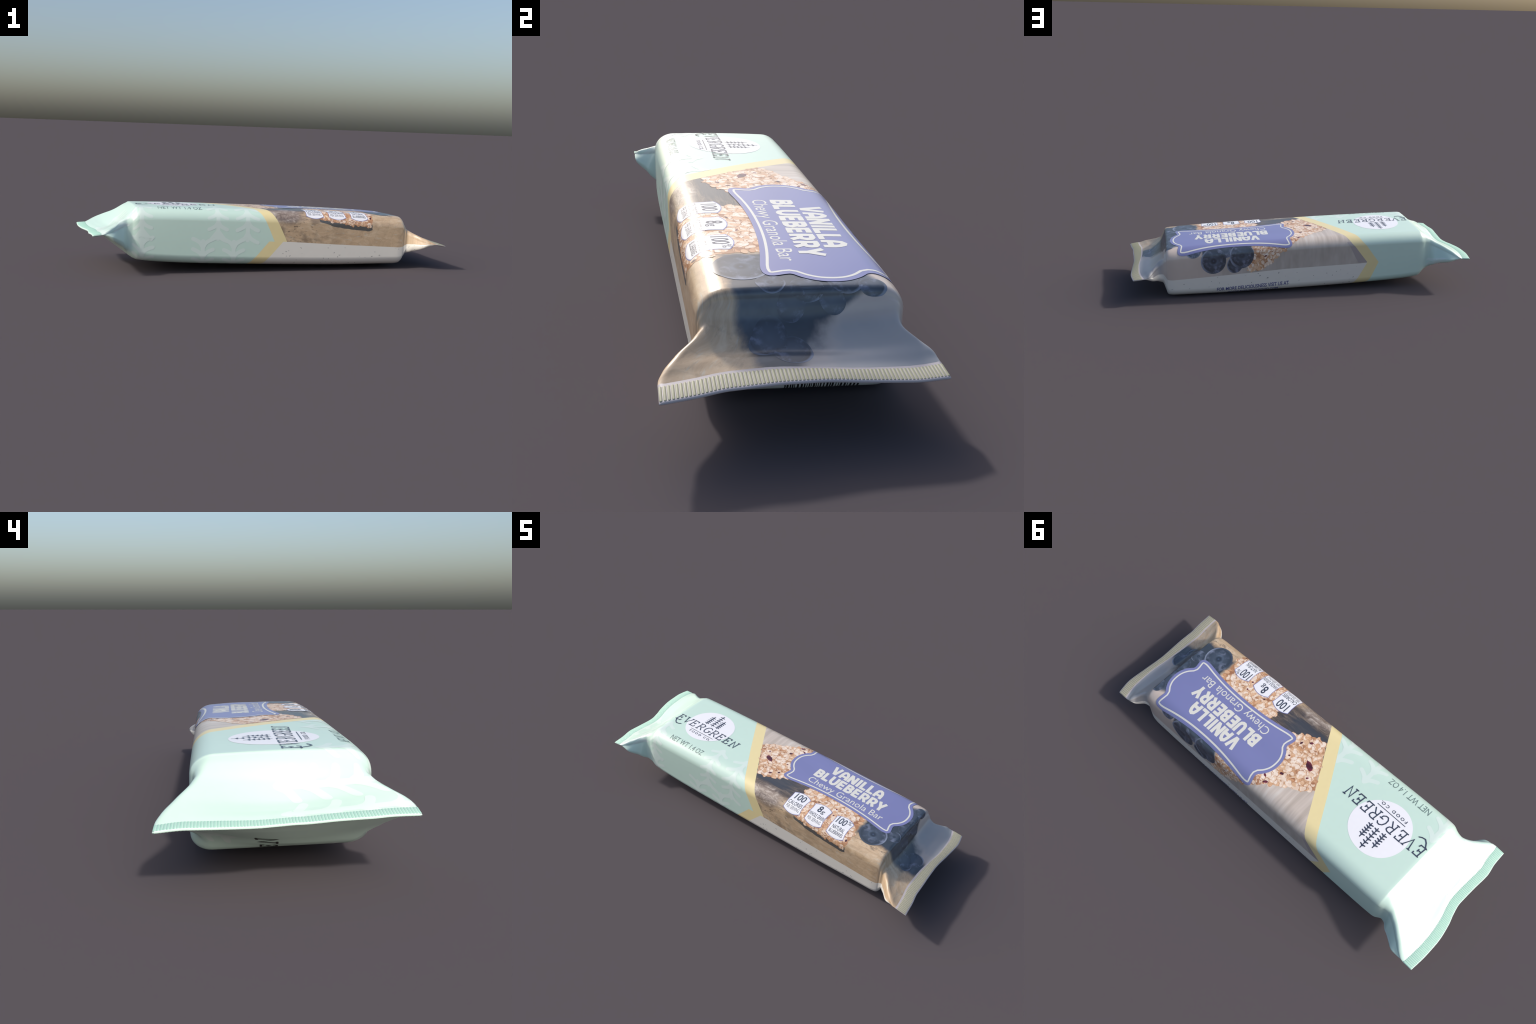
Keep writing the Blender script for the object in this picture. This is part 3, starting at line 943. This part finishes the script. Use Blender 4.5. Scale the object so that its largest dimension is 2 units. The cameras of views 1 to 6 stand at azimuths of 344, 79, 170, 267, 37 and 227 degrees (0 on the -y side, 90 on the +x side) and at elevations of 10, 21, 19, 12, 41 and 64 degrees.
# ---------------------------------------------------------------- crimped ends
def fin_point(end, t, y, lift):
    """Point on the crimp: t=0 at the wrapper, t=1 at the cut edge."""
    if end < 0:
        x = -0.918 - 0.043 * t + pchip(MINT_Y, MINT_DX, y)
        z = 0.2062 + pchip(MINT_Y, MINT_DZ, y) * (1 - 0.12 * t) - 0.004 * t
        x = x - 0.004 * smooth(0.0, 0.2, y) * t
    else:
        x = 0.923 + 0.061 * t + pchip(BLUE_Y, BLUE_DX, y) * (1 - 0.1 * t) - 0.018 * t * np.exp(-(((y - 0.09) / 0.14) ** 2))
        z = 0.1545 + pchip(BLUE_Y, BLUE_DZ, y) * (1 + 0.1 * t) - 0.010 * t * (1 - 0.5 * smooth(0.1, 0.3, y))
    return np.stack([x, y, z + lift], -1)


def build_fin(end, half, thick, film_mat, rib_mat, ribs, t0, t1):
    ys = np.linspace(-half, half, 97)
    prof = [(0.0, 1), (0.3, 1), (0.6, 1), (0.9, 1), (0.985, 0.85), (1.0, 0.4), (1.0, -0.4), (0.985, -0.85), (0.9, -1), (0.6, -1), (0.3, -1), (0.0, -1)]
    verts, faces = [], []
    for t, s in prof:
        for y in ys:
            e = max(0.0, 1 - (half - abs(y)) / 0.003)
            verts.append(fin_point(end, np.array(t), np.array(y), s * thick / 2 * (1 - 0.6 * e)))
    n = len(ys)
    for r in range(len(prof) - 1):
        for i in range(n - 1):
            f = [r * n + i, r * n + i + 1, (r + 1) * n + i + 1, (r + 1) * n + i]
            faces.append(f if end < 0 else f[::-1])
    for k in (0, n - 1):                                    # short side walls
        for r in range(len(prof) // 2 - 1):
            o = len(prof) - 1 - r
            f = [r * n + k, (r + 1) * n + k, (o - 1) * n + k, o * n + k]
            faces.append(f)
    fin = add_object("crimped_seal", verts, faces, [film_mat], root)
    bm = bmesh.new()
    bm.from_mesh(fin.data)
    bmesh.ops.recalc_face_normals(bm, faces=bm.faces[:])
    bm.to_mesh(fin.data)
    bm.free()
    # embossed ribs, rounded bars on both sides of the seal
    verts, faces = [], []
    pitch = 2 * half / ribs
    cross = [(-0.42, -0.0003), (-0.35, 0.0006), (-0.18, 0.0011), (0.18, 0.0011), (0.35, 0.0006), (0.42, -0.0003)]
    ends = [(0.0, 0.25), (0.02, 0.75), (0.06, 1.0), (0.5, 1.0), (0.94, 1.0), (0.98, 0.75), (1.0, 0.25)]
    for side in (1, -1):
        for k in range(ribs):
            yc = -half + (k + 0.5) * pitch
            base = len(verts)
            for e, wd in ends:
                t = t0 + (t1 - t0) * e
                for c, hgt in cross:
                    y = np.clip(yc + c * pitch * wd, -half + 0.0008, half - 0.0008)
                    verts.append(fin_point(end, np.array(t), np.array(float(y)), side * (thick / 2 + hgt * (0.5 + 0.5 * wd))))
            m = len(cross)
            for r in range(len(ends) - 1):
                for i in range(m - 1):
                    f = [base + r * m + i, base + r * m + i + 1, base + (r + 1) * m + i + 1, base + (r + 1) * m + i]
                    faces.append(f if (side > 0) == (end < 0) else f[::-1])
    add_object("crimp_rib", verts, faces, [rib_mat], fin, kind="stuff")


build_fin(-1, 0.336, 0.0070, mat_fin_mint, mat_rib_mint, 82, 0.03, 0.965)
build_fin(1, 0.323, 0.0066, mat_fin_blue, mat_rib_blue, 74, 0.16, 0.93)
